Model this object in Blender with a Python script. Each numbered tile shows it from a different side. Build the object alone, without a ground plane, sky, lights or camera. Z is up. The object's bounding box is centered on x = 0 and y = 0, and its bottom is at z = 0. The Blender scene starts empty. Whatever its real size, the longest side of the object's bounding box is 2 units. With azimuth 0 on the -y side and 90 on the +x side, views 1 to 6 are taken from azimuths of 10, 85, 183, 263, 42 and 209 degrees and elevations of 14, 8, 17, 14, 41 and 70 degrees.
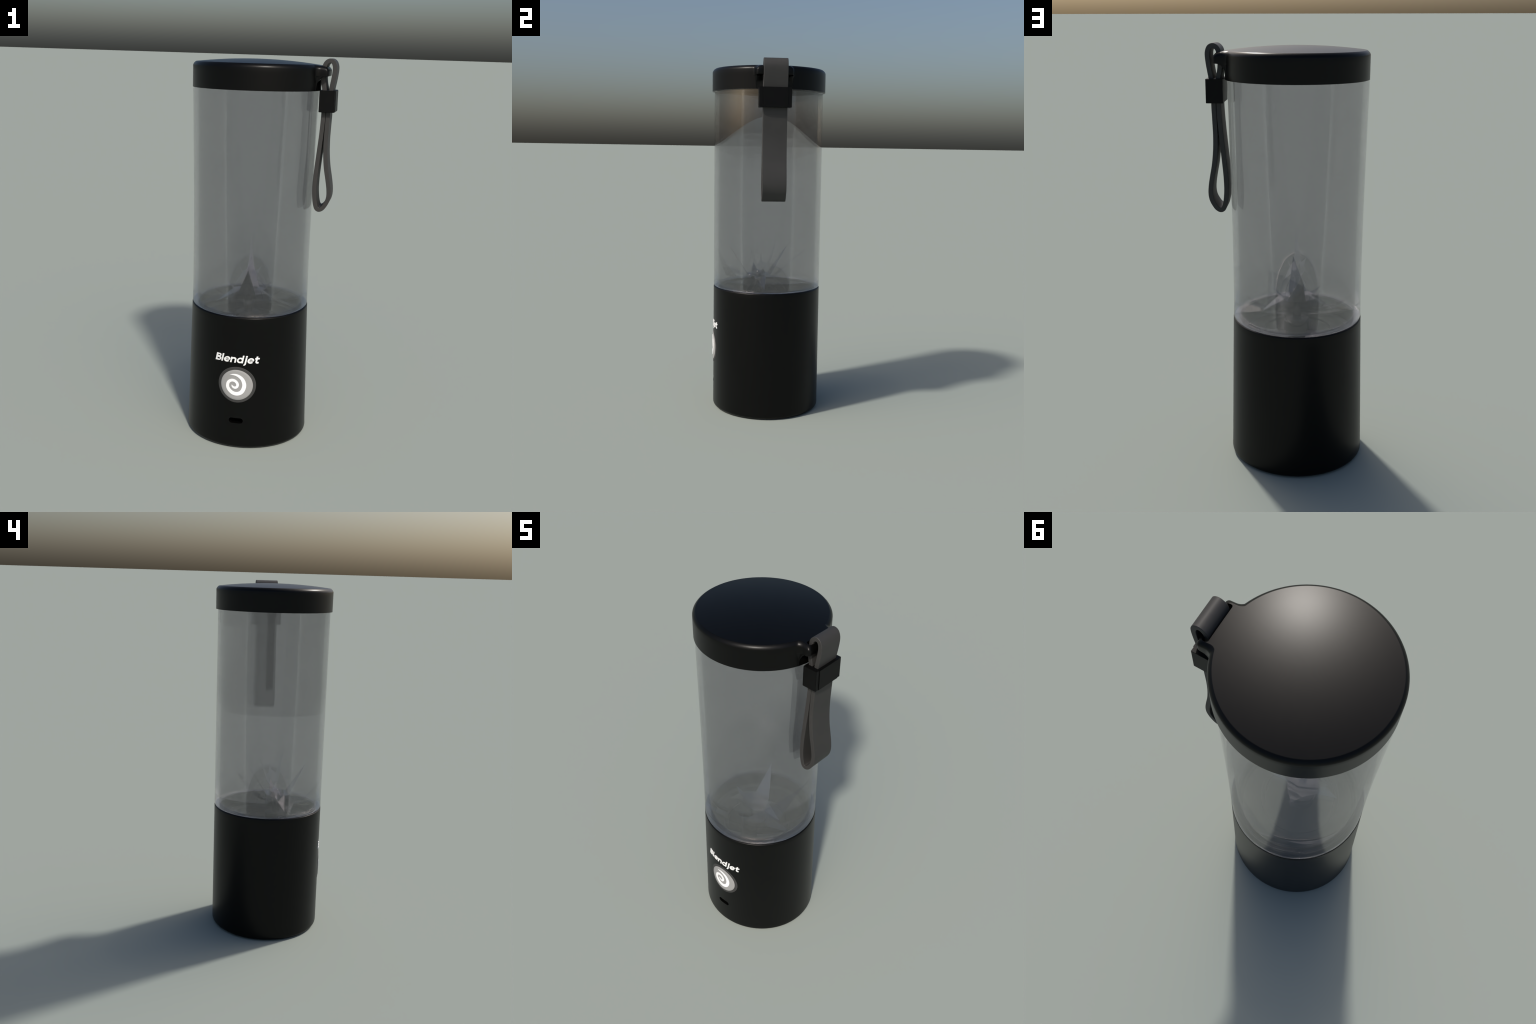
import bpy, bmesh, math
from mathutils import Vector

# ------------------------------------------------------------------ constants
CX = -0.0405                      # axis of the body
def CY(z): return 0.0048 - 0.0016 * z   # the axis leans a hair in y
SEG = 192
TAU = math.tau

def lerp(a, b, t): return a + (b - a) * t
def profile(points, z):
    """piecewise-linear value through (z, value) control points"""
    if z <= points[0][0]: return points[0][1]
    for (z0, v0), (z1, v1) in zip(points, points[1:]):
        if z <= z1: return lerp(v0, v1, (z - z0) / (z1 - z0))
    return points[-1][1]

BASE_TOP = 0.722
# half widths of the base along x and y by height (it flares towards the foot along x)
BASE_A = [(0.0, 0.3264), (0.35, 0.3181), (BASE_TOP, 0.3092)]
BASE_B = [(0.0, 0.3130), (BASE_TOP, 0.3121)]

# ------------------------------------------------------------------ materials
def new_material(name, colour, roughness, specular=0.5, grain=0.0, grain_scale=220.0, tint=0.06):
    m = bpy.data.materials.new(name); m.use_nodes = True
    t = m.node_tree; p = t.nodes["Principled BSDF"]
    p.inputs["Roughness"].default_value = roughness
    p.inputs["Specular IOR Level"].default_value = specular
    tc = t.nodes.new("ShaderNodeTexCoord"); n = t.nodes.new("ShaderNodeTexNoise")
    n.inputs["Scale"].default_value = 9.0; n.inputs["Detail"].default_value = 3.0
    t.links.new(tc.outputs["Object"], n.inputs["Vector"])
    r = t.nodes.new("ShaderNodeValToRGB")
    r.color_ramp.elements[0].position, r.color_ramp.elements[1].position = 0.3, 0.7
    r.color_ramp.elements[0].color = (*[c * (1 - tint) for c in colour], 1)
    r.color_ramp.elements[1].color = (*[min(1, c * (1 + tint)) for c in colour], 1)
    t.links.new(n.outputs["Fac"], r.inputs["Fac"]); t.links.new(r.outputs["Color"], p.inputs["Base Color"])
    if grain:
        g = t.nodes.new("ShaderNodeTexNoise"); g.inputs["Scale"].default_value = grain_scale
        b = t.nodes.new("ShaderNodeBump"); b.inputs["Strength"].default_value = grain; b.inputs["Distance"].default_value = 0.001
        t.links.new(tc.outputs["Object"], g.inputs["Vector"])
        t.links.new(g.outputs["Fac"], b.inputs["Height"]); t.links.new(b.outputs["Normal"], p.inputs["Normal"])
    return m

MAT_BLACK = new_material("matt_black_plastic", (0.0015, 0.0015, 0.0014), 0.335, 0.2)
MAT_SLIDER = new_material("slider_black_plastic", (0.0022, 0.0022, 0.0022), 0.45, 0.15)
MAT_STRAP = new_material("grey_rubber_strap", (0.036, 0.0348, 0.0335), 0.58, 0.4)
MAT_WHITE = new_material("white_print", (0.90, 0.90, 0.89), 0.6, 0.2, tint=0.0)
MAT_SWIRL = new_material("white_swirl_print", (0.97, 0.97, 0.97), 0.6, 0.2, tint=0.0)
MAT_RING = new_material("dark_grey_ring", (0.046, 0.0455, 0.0445), 0.6, 0.3, tint=0.02)
MAT_DISC = new_material("light_grey_button", (0.345, 0.342, 0.336), 0.55, 0.3, tint=0.02)
MAT_PORT = new_material("port_black", (0.002, 0.002, 0.002), 0.6, 0.1)
MAT_FLOOR = new_material("grey_chamber_floor", (0.07, 0.07, 0.068), 0.3, 0.5)
MAT_STEEL = new_material("blade_steel", (0.55, 0.55, 0.57), 0.08)
MAT_STEEL.node_tree.nodes["Principled BSDF"].inputs["Metallic"].default_value = 0.9

MAT_GLASS = bpy.data.materials.new("clear_smoky_plastic"); MAT_GLASS.use_nodes = True
p = MAT_GLASS.node_tree.nodes["Principled BSDF"]
p.inputs["Base Color"].default_value = (0.435, 0.428, 0.462, 1)
p.inputs["Roughness"].default_value = 0.0
p.inputs["IOR"].default_value = 1.95
p.inputs["Transmission Weight"].default_value = 1.0
p.inputs["Metallic"].default_value = 0.15
p.inputs["Alpha"].default_value = 0.6

# ------------------------------------------------------------------ mesh helpers
def make_object(name, verts, faces, material, parent=None, smooth=True, sharp=35):
    me = bpy.data.meshes.new(name); me.from_pydata(verts, [], faces); me.update()
    bm = bmesh.new(); bm.from_mesh(me)
    bmesh.ops.remove_doubles(bm, verts=bm.verts, dist=1e-6)
    bmesh.ops.recalc_face_normals(bm, faces=bm.faces)
    bm.to_mesh(me); bm.free()
    ob = bpy.data.objects.new(name, me); bpy.context.scene.collection.objects.link(ob)
    me.materials.append(material)
    if smooth:
        me.shade_smooth(); me.set_sharp_from_angle(angle=math.radians(sharp))
    if parent: ob.parent = parent
    return ob

def loft(rings, close_start=True, close_end=True, cyclic_path=False):
    n = len(rings[0]); verts = [v for r in rings for v in r]; faces = []
    m = len(rings)
    for i in range(m if cyclic_path else m - 1):
        a, b = i * n, ((i + 1) % m) * n
        for j in range(n):
            k = (j + 1) % n
            faces.append((a + j, a + k, b + k, b + j))
    if not cyclic_path:
        if close_start: faces.append(tuple(range(n - 1, -1, -1)))
        if close_end: faces.append(tuple((m - 1) * n + j for j in range(n)))
    return verts, faces

def oval(a, b, z, cx=CX, cy=None, n=SEG):
    cy = CY(z) if cy is None else cy
    return [(cx + a * math.cos(TAU * j / n), cy + b * math.sin(TAU * j / n), z) for j in range(n)]

def apply_boolean(ob, cutter, op="DIFFERENCE"):
    m = ob.modifiers.new("cut", "BOOLEAN"); m.object = cutter; m.operation = op; m.solver = "EXACT"
    dg = bpy.context.evaluated_depsgraph_get()
    me = bpy.data.meshes.new_from_object(ob.evaluated_get(dg))
    ob.modifiers.clear(); old = ob.data; ob.data = me; bpy.data.meshes.remove(old)
    bpy.data.objects.remove(cutter)
    bm = bmesh.new(); bm.from_mesh(me)
    bmesh.ops.remove_doubles(bm, verts=bm.verts, dist=1e-6)
    bm.to_mesh(me); bm.free()
    me.shade_smooth(); me.set_sharp_from_angle(angle=math.radians(35))

def catmull(points, steps, closed=False):
    out, n = [], len(points)
    for i in range(n if closed else n - 1):
        def P(k): return Vector(points[k % n] if closed else points[max(0, min(n - 1, k))])
        p0, p1, p2, p3 = P(i - 1), P(i), P(i + 1), P(i + 2)
        for s in range(steps):
            t = s / steps
            out.append(0.5 * ((2 * p1) + (p2 - p0) * t + (2 * p0 - 5 * p1 + 4 * p2 - p3) * t * t + (3 * p1 - p0 - 3 * p2 + p3) * t ** 3))
    if not closed: out.append(Vector(points[-1]))
    return out

# ------------------------------------------------------------------ the thing
root = bpy.data.objects.new("portable_blender", None)
bpy.context.scene.collection.objects.link(root)
root["label"] = "black portable blender with clear grey cup and wrist strap"
root["category"] = "blender"

# ------------------------------------------------------------------ base housing
WELL_R, WELL_FLOOR = 0.283, 0.625
def base_ring(z, inset=0.0, at=None):
    zz = z if at is None else at
    return oval(profile(BASE_A, zz) - inset, profile(BASE_B, zz) - inset, z)
FOOT = 0.020                                         # rounded foot
rings = [base_ring(FOOT * (1 - math.cos(k / 8 * math.pi / 2)), FOOT * (1 - math.sin(k / 8 * math.pi / 2)), 0.0) for k in range(9)]
for k in range(1, 29):
    rings.append(base_ring(lerp(FOOT, BASE_TOP - 0.006, k / 28)))
for k in range(1, 6):                                # rounded rim
    t = k / 5 * math.pi / 2
    rings.append(base_ring(BASE_TOP - 0.006 * (1 - math.sin(t)), 0.006 * (1 - math.cos(t)), BASE_TOP))
rings.append(base_ring(BASE_TOP, 0.012))
rings.append(base_ring(BASE_TOP - 0.004, 0.019, BASE_TOP))
rings.append(base_ring(BASE_TOP - 0.012, 0.030, BASE_TOP))
rings.append(oval(0.274, 0.276, WELL_FLOOR + 0.02))
rings.append(oval(0.262, 0.264, WELL_FLOOR))
rings.append(oval(0.200, 0.200, WELL_FLOOR - 0.004))
base = make_object("base_housing", *loft(rings), MAT_BLACK, root)
# floor of the mixing chamber: a grey dish with a raised ring and the shaft collar
HX, HY = -0.038, -0.046                              # blade shaft axis
rings = [oval(0.270, 0.272, WELL_FLOOR + 0.016), oval(0.258, 0.260, WELL_FLOOR + 0.003)]
for r, z in ((0.200, 0.002), (0.186, 0.002), (0.184, 0.010), (0.166, 0.010), (0.164, 0), (0.066, 0), (0.064, 0.048), (0.058, 0.052), (0.026, 0.052)):
    rings.append(oval(r, r, WELL_FLOOR + z, HX if r < 0.1 else lerp(CX, HX, 0.5), HY if r < 0.1 else HY * 0.5))
make_object("chamber_floor", *loft(rings, close_start=False), MAT_FLOOR, base)

# charging port: a stadium-shaped hole
def stadium(half_len, half_h, n=12):
    pts = []
    for s in (1, -1):
        for k in range(n + 1):
            a = (-math.pi / 2 + math.pi * k / n) if s > 0 else (math.pi / 2 + math.pi * k / n)
            pts.append((s * (half_len - half_h) + half_h * math.cos(a), half_h * math.sin(a)))
    return pts
PORT_Z, PORT_X = 0.157, CX + 0.0015
y_face = CY(PORT_Z) - profile(BASE_B, PORT_Z)
st = stadium(0.0375, 0.0148)
v, f = loft([[(PORT_X + x, y_face - 0.03, PORT_Z + z) for x, z in st], [(PORT_X + x, y_face + 0.205, PORT_Z + z) for x, z in st]])
apply_boolean(base, make_object("port_cutter", v, f, MAT_PORT, None, False))
st = stadium(0.0372, 0.0145)
v, f = loft([[(PORT_X + x, y_face + 0.190, PORT_Z + z) for x, z in st], [(PORT_X + x, y_face + 0.202, PORT_Z + z) for x, z in st]])
make_object("charging_port", v, f, MAT_PORT, base, True)

# ------------------------------------------------------------------ prints on the front, wrapped on the base
def wrap(u, w, lift):
    """(u, w): metres right of the front centre line and height -> a point on the base skin"""
    a, b = profile(BASE_A, w), profile(BASE_B, w)
    s = max(-0.99, min(0.99, u / a)); c = math.sqrt(1 - s * s)
    n = Vector((s / a, -c / b, 0)).normalized()
    q = Vector((CX + a * s, CY(w) - b * c, w)) + n * lift
    return tuple(q)

def ribbon(name, left, right, lift, depth, material, parent):
    """flat band between two edge polylines given in (u, w), raised from the base skin"""
    rings = []
    for (lu, lw), (ru, rw) in zip(left, right):
        m = ((lu + ru) / 2, (lw + rw) / 2)
        rings.append([wrap(lu, lw, lift), wrap(*m, lift), wrap(ru, rw, lift), wrap(ru, rw, lift - depth), wrap(*m, lift - depth), wrap(lu, lw, lift - depth)])
    return make_object(name, *loft(rings), material, parent, True, 30)

def stroke_edges(centre, widths):
    left, right = [], []
    n = len(centre)
    for i in range(n):
        a, b = centre[max(0, i - 1)], centre[min(n - 1, i + 1)]
        dx, dy = b[0] - a[0], b[1] - a[1]; l = math.hypot(dx, dy) or 1
        h = widths[i] / 2
        left.append((centre[i][0] - dy / l * h, centre[i][1] + dx / l * h))
        right.append((centre[i][0] + dy / l * h, centre[i][1] - dx / l * h))
    return left, right

def disc(name, radius, lift, depth, material, parent, u0, w0, inner=0.0, crown=0.0, n=96):
    rings = []
    def ring(r, l): return [wrap(u0 + r * math.cos(TAU * j / n), w0 + r * math.sin(TAU * j / n), l) for j in range(n)]
    rings.append(ring(radius, lift - depth))
    rings.append(ring(radius, lift - 0.0008)); rings.append(ring(radius - 0.0012, lift))
    for k in range(1, 9):
        r = lerp(radius - 0.0012, max(inner, 0.0006), k / 8)
        rings.append(ring(r, lift + crown * (1 - (r / radius) ** 2)))
    if inner: rings.append(ring(inner, lift - depth))
    return make_object(name, *loft(rings, inner == 0, inner == 0, cyclic_path=bool(inner)), material, parent)

BUTTON_U, BUTTON_Z = 0.0022, 0.3585
disc("button_ring", 0.0985, 0.0012, 0.004, MAT_RING, base, BUTTON_U, BUTTON_Z, inner=0.080)
disc("power_button", 0.0828, 0.0035, 0.006, MAT_DISC, base, BUTTON_U, BUTTON_Z)

# swirl symbol: a spiral ribbon, (right, up, width) in units of the ring radius
SWIRL = [(-0.37, 0.545, 0.0), (-0.21, 0.575, 0.055), (-0.035, 0.565, 0.10), (0.13, 0.495, 0.140), (0.27, 0.375, 0.168), (0.365, 0.205, 0.188), (0.400, -0.005, 0.202),
         (0.345, -0.235, 0.204), (0.225, -0.405, 0.200), (0.02, -0.487, 0.194), (-0.19, -0.452, 0.188),
         (-0.365, -0.325, 0.178), (-0.465, -0.165, 0.166), (-0.475, 0.0, 0.160), (-0.425, 0.140, 0.156), (-0.315, 0.230, 0.150),
         (-0.19, 0.255, 0.145), (-0.065, 0.215, 0.140), (0.025, 0.120, 0.138), (0.057, 0.01, 0.136), (0.02, -0.095, 0.132),
         (-0.07, -0.150, 0.124), (-0.165, -0.130, 0.102), (-0.225, -0.075, 0.070), (-0.262, 0.0, 0.0)]
path = catmull([Vector(q) for q in SWIRL], 6)
S = 0.0985
l, r = stroke_edges([(q.x, q.y) for q in path], [max(0.004, q.z) for q in path])
fit = lambda e: [(BUTTON_U + u * S, BUTTON_Z + w * S) for u, w in e]
ribbon("swirl_symbol", fit(l), fit(r), 0.0052, 0.003, MAT_SWIRL, base)

# lettering: geometric bold letters built from bars and arcs; units of the x-height
def arc(cx, cy, r, a0, a1, n=24, ry=None):
    ry = r if ry is None else ry
    return [(cx + r * math.cos(math.radians(lerp(a0, a1, k / n))), cy + ry * math.sin(math.radians(lerp(a0, a1, k / n)))) for k in range(n + 1)]
def bar(x0, y0, x1, y1, n=6): return [(lerp(x0, x1, k / n), lerp(y0, y1, k / n)) for k in range(n + 1)]
T = 0.265                                            # stem width
def glyph(ch):
    """list of (centre line, width) strokes and the advance width"""
    R = 0.5 - T / 2
    if ch == "B":
        return [(bar(T / 2, 0, T / 2, 1.36), T),
                (bar(0.1, 1.36 - 0.125, 0.50, 1.36 - 0.125) + arc(0.50, 1.015, 0.235, 90, -90, 18, 0.22) + bar(0.50, 0.795, 0.1, 0.795), 0.21),
                (bar(0.1, 0.66, 0.55, 0.66) + arc(0.55, 0.395, 0.275, 90, -90, 18, 0.265) + bar(0.55, 0.13, 0.1, 0.13), 0.22)], 1.02
    if ch == "l": return [(bar(T / 2, 0, T / 2, 1.42), T)], 0.42
    if ch == "e":
        return [(arc(0.53, 0.5, R + 0.04, 8, 318, 40, R + 0.02), T - 0.02), (bar(0.14, 0.48, 0.98, 0.48), 0.15)], 1.12
    if ch == "n":
        return [(bar(T / 2, 0, T / 2, 1.0), T), (arc(0.50, 0.56, 0.345, 165, 0, 24, 0.31) + bar(0.845, 0.56, 0.845, 0.0), T)], 1.10
    if ch == "d":
        return [(arc(0.52, 0.5, R + 0.03, 0, 360, 48, R + 0.02), T - 0.01), (bar(0.92, 0, 0.92, 1.42), T)], 1.16
    if ch == "j":
        return [(bar(0.30, 1.0, 0.30, -0.10) + arc(0.10, -0.10, 0.20, 0, -100, 12), T), (arc(0.30, 1.24, 0.085, 0, 360, 24), 0.168)], 0.56
    if ch == "t":
        return [(bar(0.30, 1.30, 0.30, 0.34) + arc(0.52, 0.34, 0.22, 180, 275, 12, 0.20) + bar(0.56, 0.137, 0.70, 0.145), T), (bar(0.02, 0.90, 0.72, 0.90), 0.25)], 0.70
XH, SLANT, TEXT_BASE = 0.0290, 0.20, 0.4805
word = "Blendjet"
total = sum(glyph(c)[1] for c in word)
pen = -0.1175
unit = 0.2235 / total
for c in word:
    strokes, adv = glyph(c)
    parts = []
    for i, (line, width) in enumerate(strokes):
        dense = []
        for a, b in zip(line, line[1:]):
            dense.append(a)
        dense.append(line[-1])
        clean = [dense[0]]
        for q in dense[1:]:
            if math.hypot(q[0] - clean[-1][0], q[1] - clean[-1][1]) > 1e-4: clean.append(q)
        le, ri = stroke_edges(clean, [width] * len(clean))
        place = lambda e: [(0.0022 + pen + u * unit + w * XH * SLANT, TEXT_BASE + w * XH) for u, w in e]
        o = ribbon("stroke", place(le), place(ri), 0.0022 + 0.0002 * i, 0.0035, MAT_WHITE, None)
        parts.append(o)
    bm = bmesh.new()
    for o in parts: bm.from_mesh(o.data)
    me = bpy.data.meshes.new("letter"); bm.to_mesh(me); bm.free()
    for o in parts: bpy.data.objects.remove(o)
    me.materials.append(MAT_WHITE)
    ob = bpy.data.objects.new("letter", me); bpy.context.scene.collection.objects.link(ob); ob.parent = base
    pen += adv * unit

# ------------------------------------------------------------------ clear cup
# the cup is waisted along x: it flares towards the lid and a little towards the base
CUP_B = 0.3119
CUP_BOT, CUP_TOP = BASE_TOP + 0.001, 1.846
CUP_WAIST = catmull([Vector(q) for q in ((CUP_BOT, 0.3082, 0), (0.85, 0.3070, 0), (1.0, 0.3066, 0), (1.15, 0.3072, 0), (1.35, 0.3094, 0), (1.6, 0.3137, 0), (CUP_TOP, 0.3184, 0))], 8)
CUP_A = [(q.x, q.y) for q in CUP_WAIST]
WALL = 0.027
def cup_ring(z, inset): return oval(profile(CUP_A, z) - inset, CUP_B - inset, z)
heights = [lerp(CUP_BOT + 0.0095, CUP_TOP - 0.002, k / 48) for k in range(49)]
EDGE = 0.0095                                        # rounded outer foot of the cup
rings = [cup_ring(CUP_BOT + EDGE * (1 - math.cos(k / 7 * math.pi / 2)), EDGE * (1 - math.sin(k / 7 * math.pi / 2))) for k in range(8)]
rings += [cup_ring(z, 0) for z in heights[1:]]
rings += [cup_ring(CUP_TOP, 0.004), cup_ring(CUP_TOP + 0.004, 0.009), cup_ring(CUP_TOP + 0.07, 0.009), cup_ring(CUP_TOP + 0.07, WALL)]
rings += [cup_ring(z, WALL) for z in reversed(heights) if z > CUP_BOT + 0.012]
for k in range(9):                                   # the wall thickens in a cove at the foot of the cup
    t = k / 8 * math.pi / 2
    rings.append(cup_ring(CUP_BOT + 0.003 + 0.006 * (1 - math.sin(t)), WALL + 0.005 * (1 - math.cos(t))))
rings.append(cup_ring(CUP_BOT, WALL + 0.004))
cup = make_object("clear_cup", *loft(rings, cyclic_path=True), MAT_GLASS, root)

# ------------------------------------------------------------------ lid with strap lug
LX = -0.0362                                         # lid centre, a little nearer the lug
LID_A, LID_B = 0.3231, 0.3231
LID_BOT, LID_RIM = 1.8435, 1.948
LUG_X, LUG_Y = 0.3295, 0.099
# reach of the lug along x by height: a cove under the lug
LUG_REACH = [(1.8435, 0.2735), (1.866, 0.2745), (1.8827, 0.2775), (1.8954, 0.2855), (1.9043, 0.2930), (1.9100, 0.3010), (1.9130, 0.3100), (1.9140, 0.3255), (1.9165, 0.3290), (1.9200, LUG_X), (1.99, LUG_X)]
def lid_ring(z, inset=0.0):
    a, b = LID_A - inset, LID_B - inset
    cy = 0.0015; X = profile(LUG_REACH, z) - inset; Y = LUG_Y - inset
    big = X > 0.30
    pts = []
    th = math.asin((Y + 0.010) / b)                  # where the neck meets the rim
    n_arc = 200
    for k in range(n_arc + 1):
        t = lerp(th, TAU - th, k / n_arc)
        pts.append((LX + a * math.cos(t), cy + b * math.sin(t), z))
    # -y side of the lug: neck fillet, flank, corner, end, then mirrored
    x0 = LX + a * math.cos(th)
    rc = min(0.012, max(0.0005, (X - x0) * 0.22))
    half = []
    for k in range(1, 9):
        s = k / 8; half.append((lerp(x0, max(x0 + 0.0005, lerp(x0, X - rc, 0.55)), s), -(Y + 0.010 * (1 - s) ** 2.2)))
    xs = half[-1][0]
    for k in range(1, 5): half.append((lerp(xs, X - rc, k / 4), -Y))
    for k in range(1, 9):
        t = k / 8 * math.pi / 2
        half.append((X - rc + rc * math.sin(t), -(Y - rc * (1 - math.cos(t)))))
    # the front of a shallow reach follows the lid's own curve
    def front(x, y): return max(x, LX + a * math.sqrt(max(0, 1 - (y / b) ** 2)))
    for x, y in half: pts.append((front(x, y), cy + y, z))
    for k in range(1, 16):
        y = lerp(half[-1][1], -half[-1][1], k / 16); pts.append((front(X, y), cy + y, z))
    for x, y in reversed(half): pts.append((front(x, y), cy - y, z))
    return pts
zs = [1.8435, 1.850, 1.858, 1.866, 1.872, 1.878, 1.8827, 1.887, 1.891, 1.8954, 1.9, 1.9043, 1.9075, 1.9100, 1.9118, 1.9130, 1.9136, 1.9140, 1.9150, 1.9165, 1.918, 1.9200, 1.928]
rings = [lid_ring(z) for z in zs]
CROWN, ARCH = 1.9882, 0.0200
def crown(x, y):
    """height of the lid's domed top skin"""
    return CROWN - ARCH * (((x - LX) / 0.308) ** 2 + ((y - 0.0015) / 0.310) ** 2)
for d, h in ((0.0, 0.0), (0.0006, 0.19), (0.0021, 0.39), (0.0048, 0.60), (0.0087, 0.80), (0.0143, 0.98), (0.0154, 1.0), (0.0168, 1.0)):
    rings.append([(x, y, crown(x, y) - 0.0185 * (1 - h)) for x, y, _ in lid_ring(LID_RIM, d)])
edge = rings[-1]
for k in range(1, 15):
    s = 1 - k / 14 * 0.985
    rings.append([(LX + (x - LX) * s, 0.0015 + (y - 0.0015) * s, crown(LX + (x - LX) * s, 0.0015 + (y - 0.0015) * s)) for x, y, _ in edge])
# underside: hollow cap
hollow = lambda r, z: [(LX + (x - LX) / math.hypot(x - LX, y) * r, y / math.hypot(x - LX, y) * r + 0.0015, z) for x, y, _ in edge]
rings = [hollow(0.02, 1.94), hollow(0.308, 1.94), hollow(0.3095, LID_BOT + 0.002), hollow(0.3105, LID_BOT)] + rings
lid = make_object("lid", *loft(rings), MAT_BLACK, root, True, 50)
# slot for the strap
def rounded_rect(x0, x1, y0, y1, r, n=8):
    pts = []
    for cx, cy, a0 in ((x1 - r, y1 - r, 0), (x0 + r, y1 - r, 90), (x0 + r, y0 + r, 180), (x1 - r, y0 + r, 270)):
        for k in range(n + 1):
            a = math.radians(a0 + 90 * k / n); pts.append((cx + r * math.cos(a), cy + r * math.sin(a)))
    return pts
rr = rounded_rect(0.2915, 0.3165, -0.077, 0.084, 0.009)
v, f = loft([[(x, y, 1.87) for x, y in rr], [(x, y, 2.05) for x, y in rr]])
apply_boolean(lid, make_object("slot_cutter", v, f, MAT_BLACK, None, False))

# ------------------------------------------------------------------ wrist strap
STRAP_PATH = [(0.3111, 1.8487), (0.3050, 1.880), (0.3020, 1.912), (0.306, 1.942), (0.3085, 1.968), (0.3190, 1.9835), (0.3340, 1.9895), (0.3480, 1.983), (0.3557, 1.966),
              (0.3572, 1.946), (0.3540, 1.9142), (0.3490, 1.883), (0.3433, 1.850), (0.3370, 1.80), (0.3345, 1.755), (0.3341, 1.7200), (0.3318, 1.660),
              (0.3300, 1.598), (0.3320, 1.530), (0.3388, 1.465), (0.3485, 1.413), (0.3562, 1.366), (0.3583, 1.330), (0.3540, 1.303), (0.3440, 1.281), (0.3290, 1.2605),
              (0.3125, 1.2525), (0.2990, 1.261), (0.2905, 1.290), (0.2862, 1.326), (0.2850, 1.360), (0.2868, 1.410), (0.2909, 1.462), (0.2972, 1.530),
              (0.3035, 1.597), (0.3085, 1.660), (0.3115, 1.715), (0.3118, 1.755), (0.3115, 1.80)]
STRAP_T, STRAP_Y0, STRAP_Y1 = 0.0212, -0.0612, 0.0677
path = catmull([Vector((x, z, 0)) for x, z in STRAP_PATH], 6, closed=True)
rings = []
n = len(path)
ch = 0.0015
for i in range(n):
    d = (path[(i + 1) % n] - path[i - 1]).normalized(); nx, nz = d.y, -d.x
    x, z = path[i].x, path[i].y; h = STRAP_T / 2
    sec = [(h, STRAP_Y0 + ch), (h, STRAP_Y1 - ch), (h - ch, STRAP_Y1), (-h + ch, STRAP_Y1), (-h, STRAP_Y1 - ch), (-h, STRAP_Y0 + ch), (-h + ch, STRAP_Y0), (h - ch, STRAP_Y0)]
    rings.append([(x + nx * o, y, z + nz * o) for o, y in sec])
strap = make_object("wrist_strap", *loft(rings, cyclic_path=True), MAT_STRAP, root, True, 30)

# slider: a box with a slightly narrower proud front plate
def box(name, x0, x1, y0, y1, z0, z1, bevel, material, parent):
    me = bpy.data.meshes.new(name); bm = bmesh.new(); bmesh.ops.create_cube(bm, size=1)
    for v in bm.verts:
        v.co = Vector((x1 if v.co.x > 0 else x0, y1 if v.co.y > 0 else y0, z1 if v.co.z > 0 else z0))
    bmesh.ops.bevel(bm, geom=list(bm.edges), offset=bevel, segments=2, affect="EDGES")
    bm.to_mesh(me); bm.free(); me.materials.append(material)
    ob = bpy.data.objects.new(name, me); bpy.context.scene.collection.objects.link(ob); ob.parent = parent
    me.shade_smooth(); me.set_sharp_from_angle(angle=math.radians(30))
    return ob
slider = box("strap_slider", 0.2895, 0.3655, -0.0845, 0.0885, 1.7425, 1.8478, 0.0012, MAT_SLIDER, root)
box("slider_plate", 0.360, 0.3685, -0.0645, 0.069, 1.7432, 1.8471, 0.0012, MAT_SLIDER, slider)

# ------------------------------------------------------------------ blades
shaft_rings = [oval(r, r, z, HX, HY, 48) for r, z in ((0.0215, 0.672), (0.0215, 0.784), (0.018, 0.7845), (0.018, 0.8055), (0.0168, 0.8090), (0.0140, 0.8120), (0.0100, 0.8142), (0.0052, 0.8155), (0.0012, 0.8158))]
shaft = make_object("blade_shaft", *loft(shaft_rings), MAT_STEEL, root)
def flat_piece(name, outline, thick):
    bm = bmesh.new()
    bm.faces.new([bm.verts.new(q) for q in outline]); bm.normal_update()
    me = bpy.data.meshes.new(name); bm.to_mesh(me); bm.free(); me.materials.append(MAT_STEEL)
    ob = bpy.data.objects.new(name, me); bpy.context.scene.collection.objects.link(ob); ob.parent = shaft
    m = ob.modifiers.new("thickness", "SOLIDIFY"); m.thickness = thick; m.offset = 0
    return ob
def blade_set(z, core, tips, thick):
    """core: half outline (x, y) of the flat middle plate, point-symmetric about the shaft;
       tips: (root corner a, root corner b, tip dx, dy, height) of one blade of each opposite pair"""
    full = core + [(-x, -y) for x, y in core]
    flat_piece("blade_plate", [(HX + x, HY + y, z) for x, y in full], thick)
    for a, b, dx, dy, tz in tips:
        for s, o in ((1, 0), (-1, len(core))):
            (ax, ay), (bx, by) = full[(a + o) % len(full)], full[(b + o) % len(full)]
            flat_piece("blade", [(HX + ax, HY + ay, z), (HX + s * dx, HY + s * dy, tz), (HX + bx, HY + by, z)], thick)
# upper set: short blades along x; lower set: tall blades along y and drooping blades along x
blade_set(0.8035, [(0.066, 0.036), (0.000, 0.040), (-0.082, -0.002)], [(2, 3, -0.1165, -0.021, 0.842)], 0.004)
blade_set(0.7895, [(0.046, 0.066), (-0.046, 0.060), (-0.088, 0.022), (-0.060, -0.040)], [(0, 1, -0.026, 0.167, 0.950), (2, 3, -0.1705, -0.025, 0.724)], 0.004)
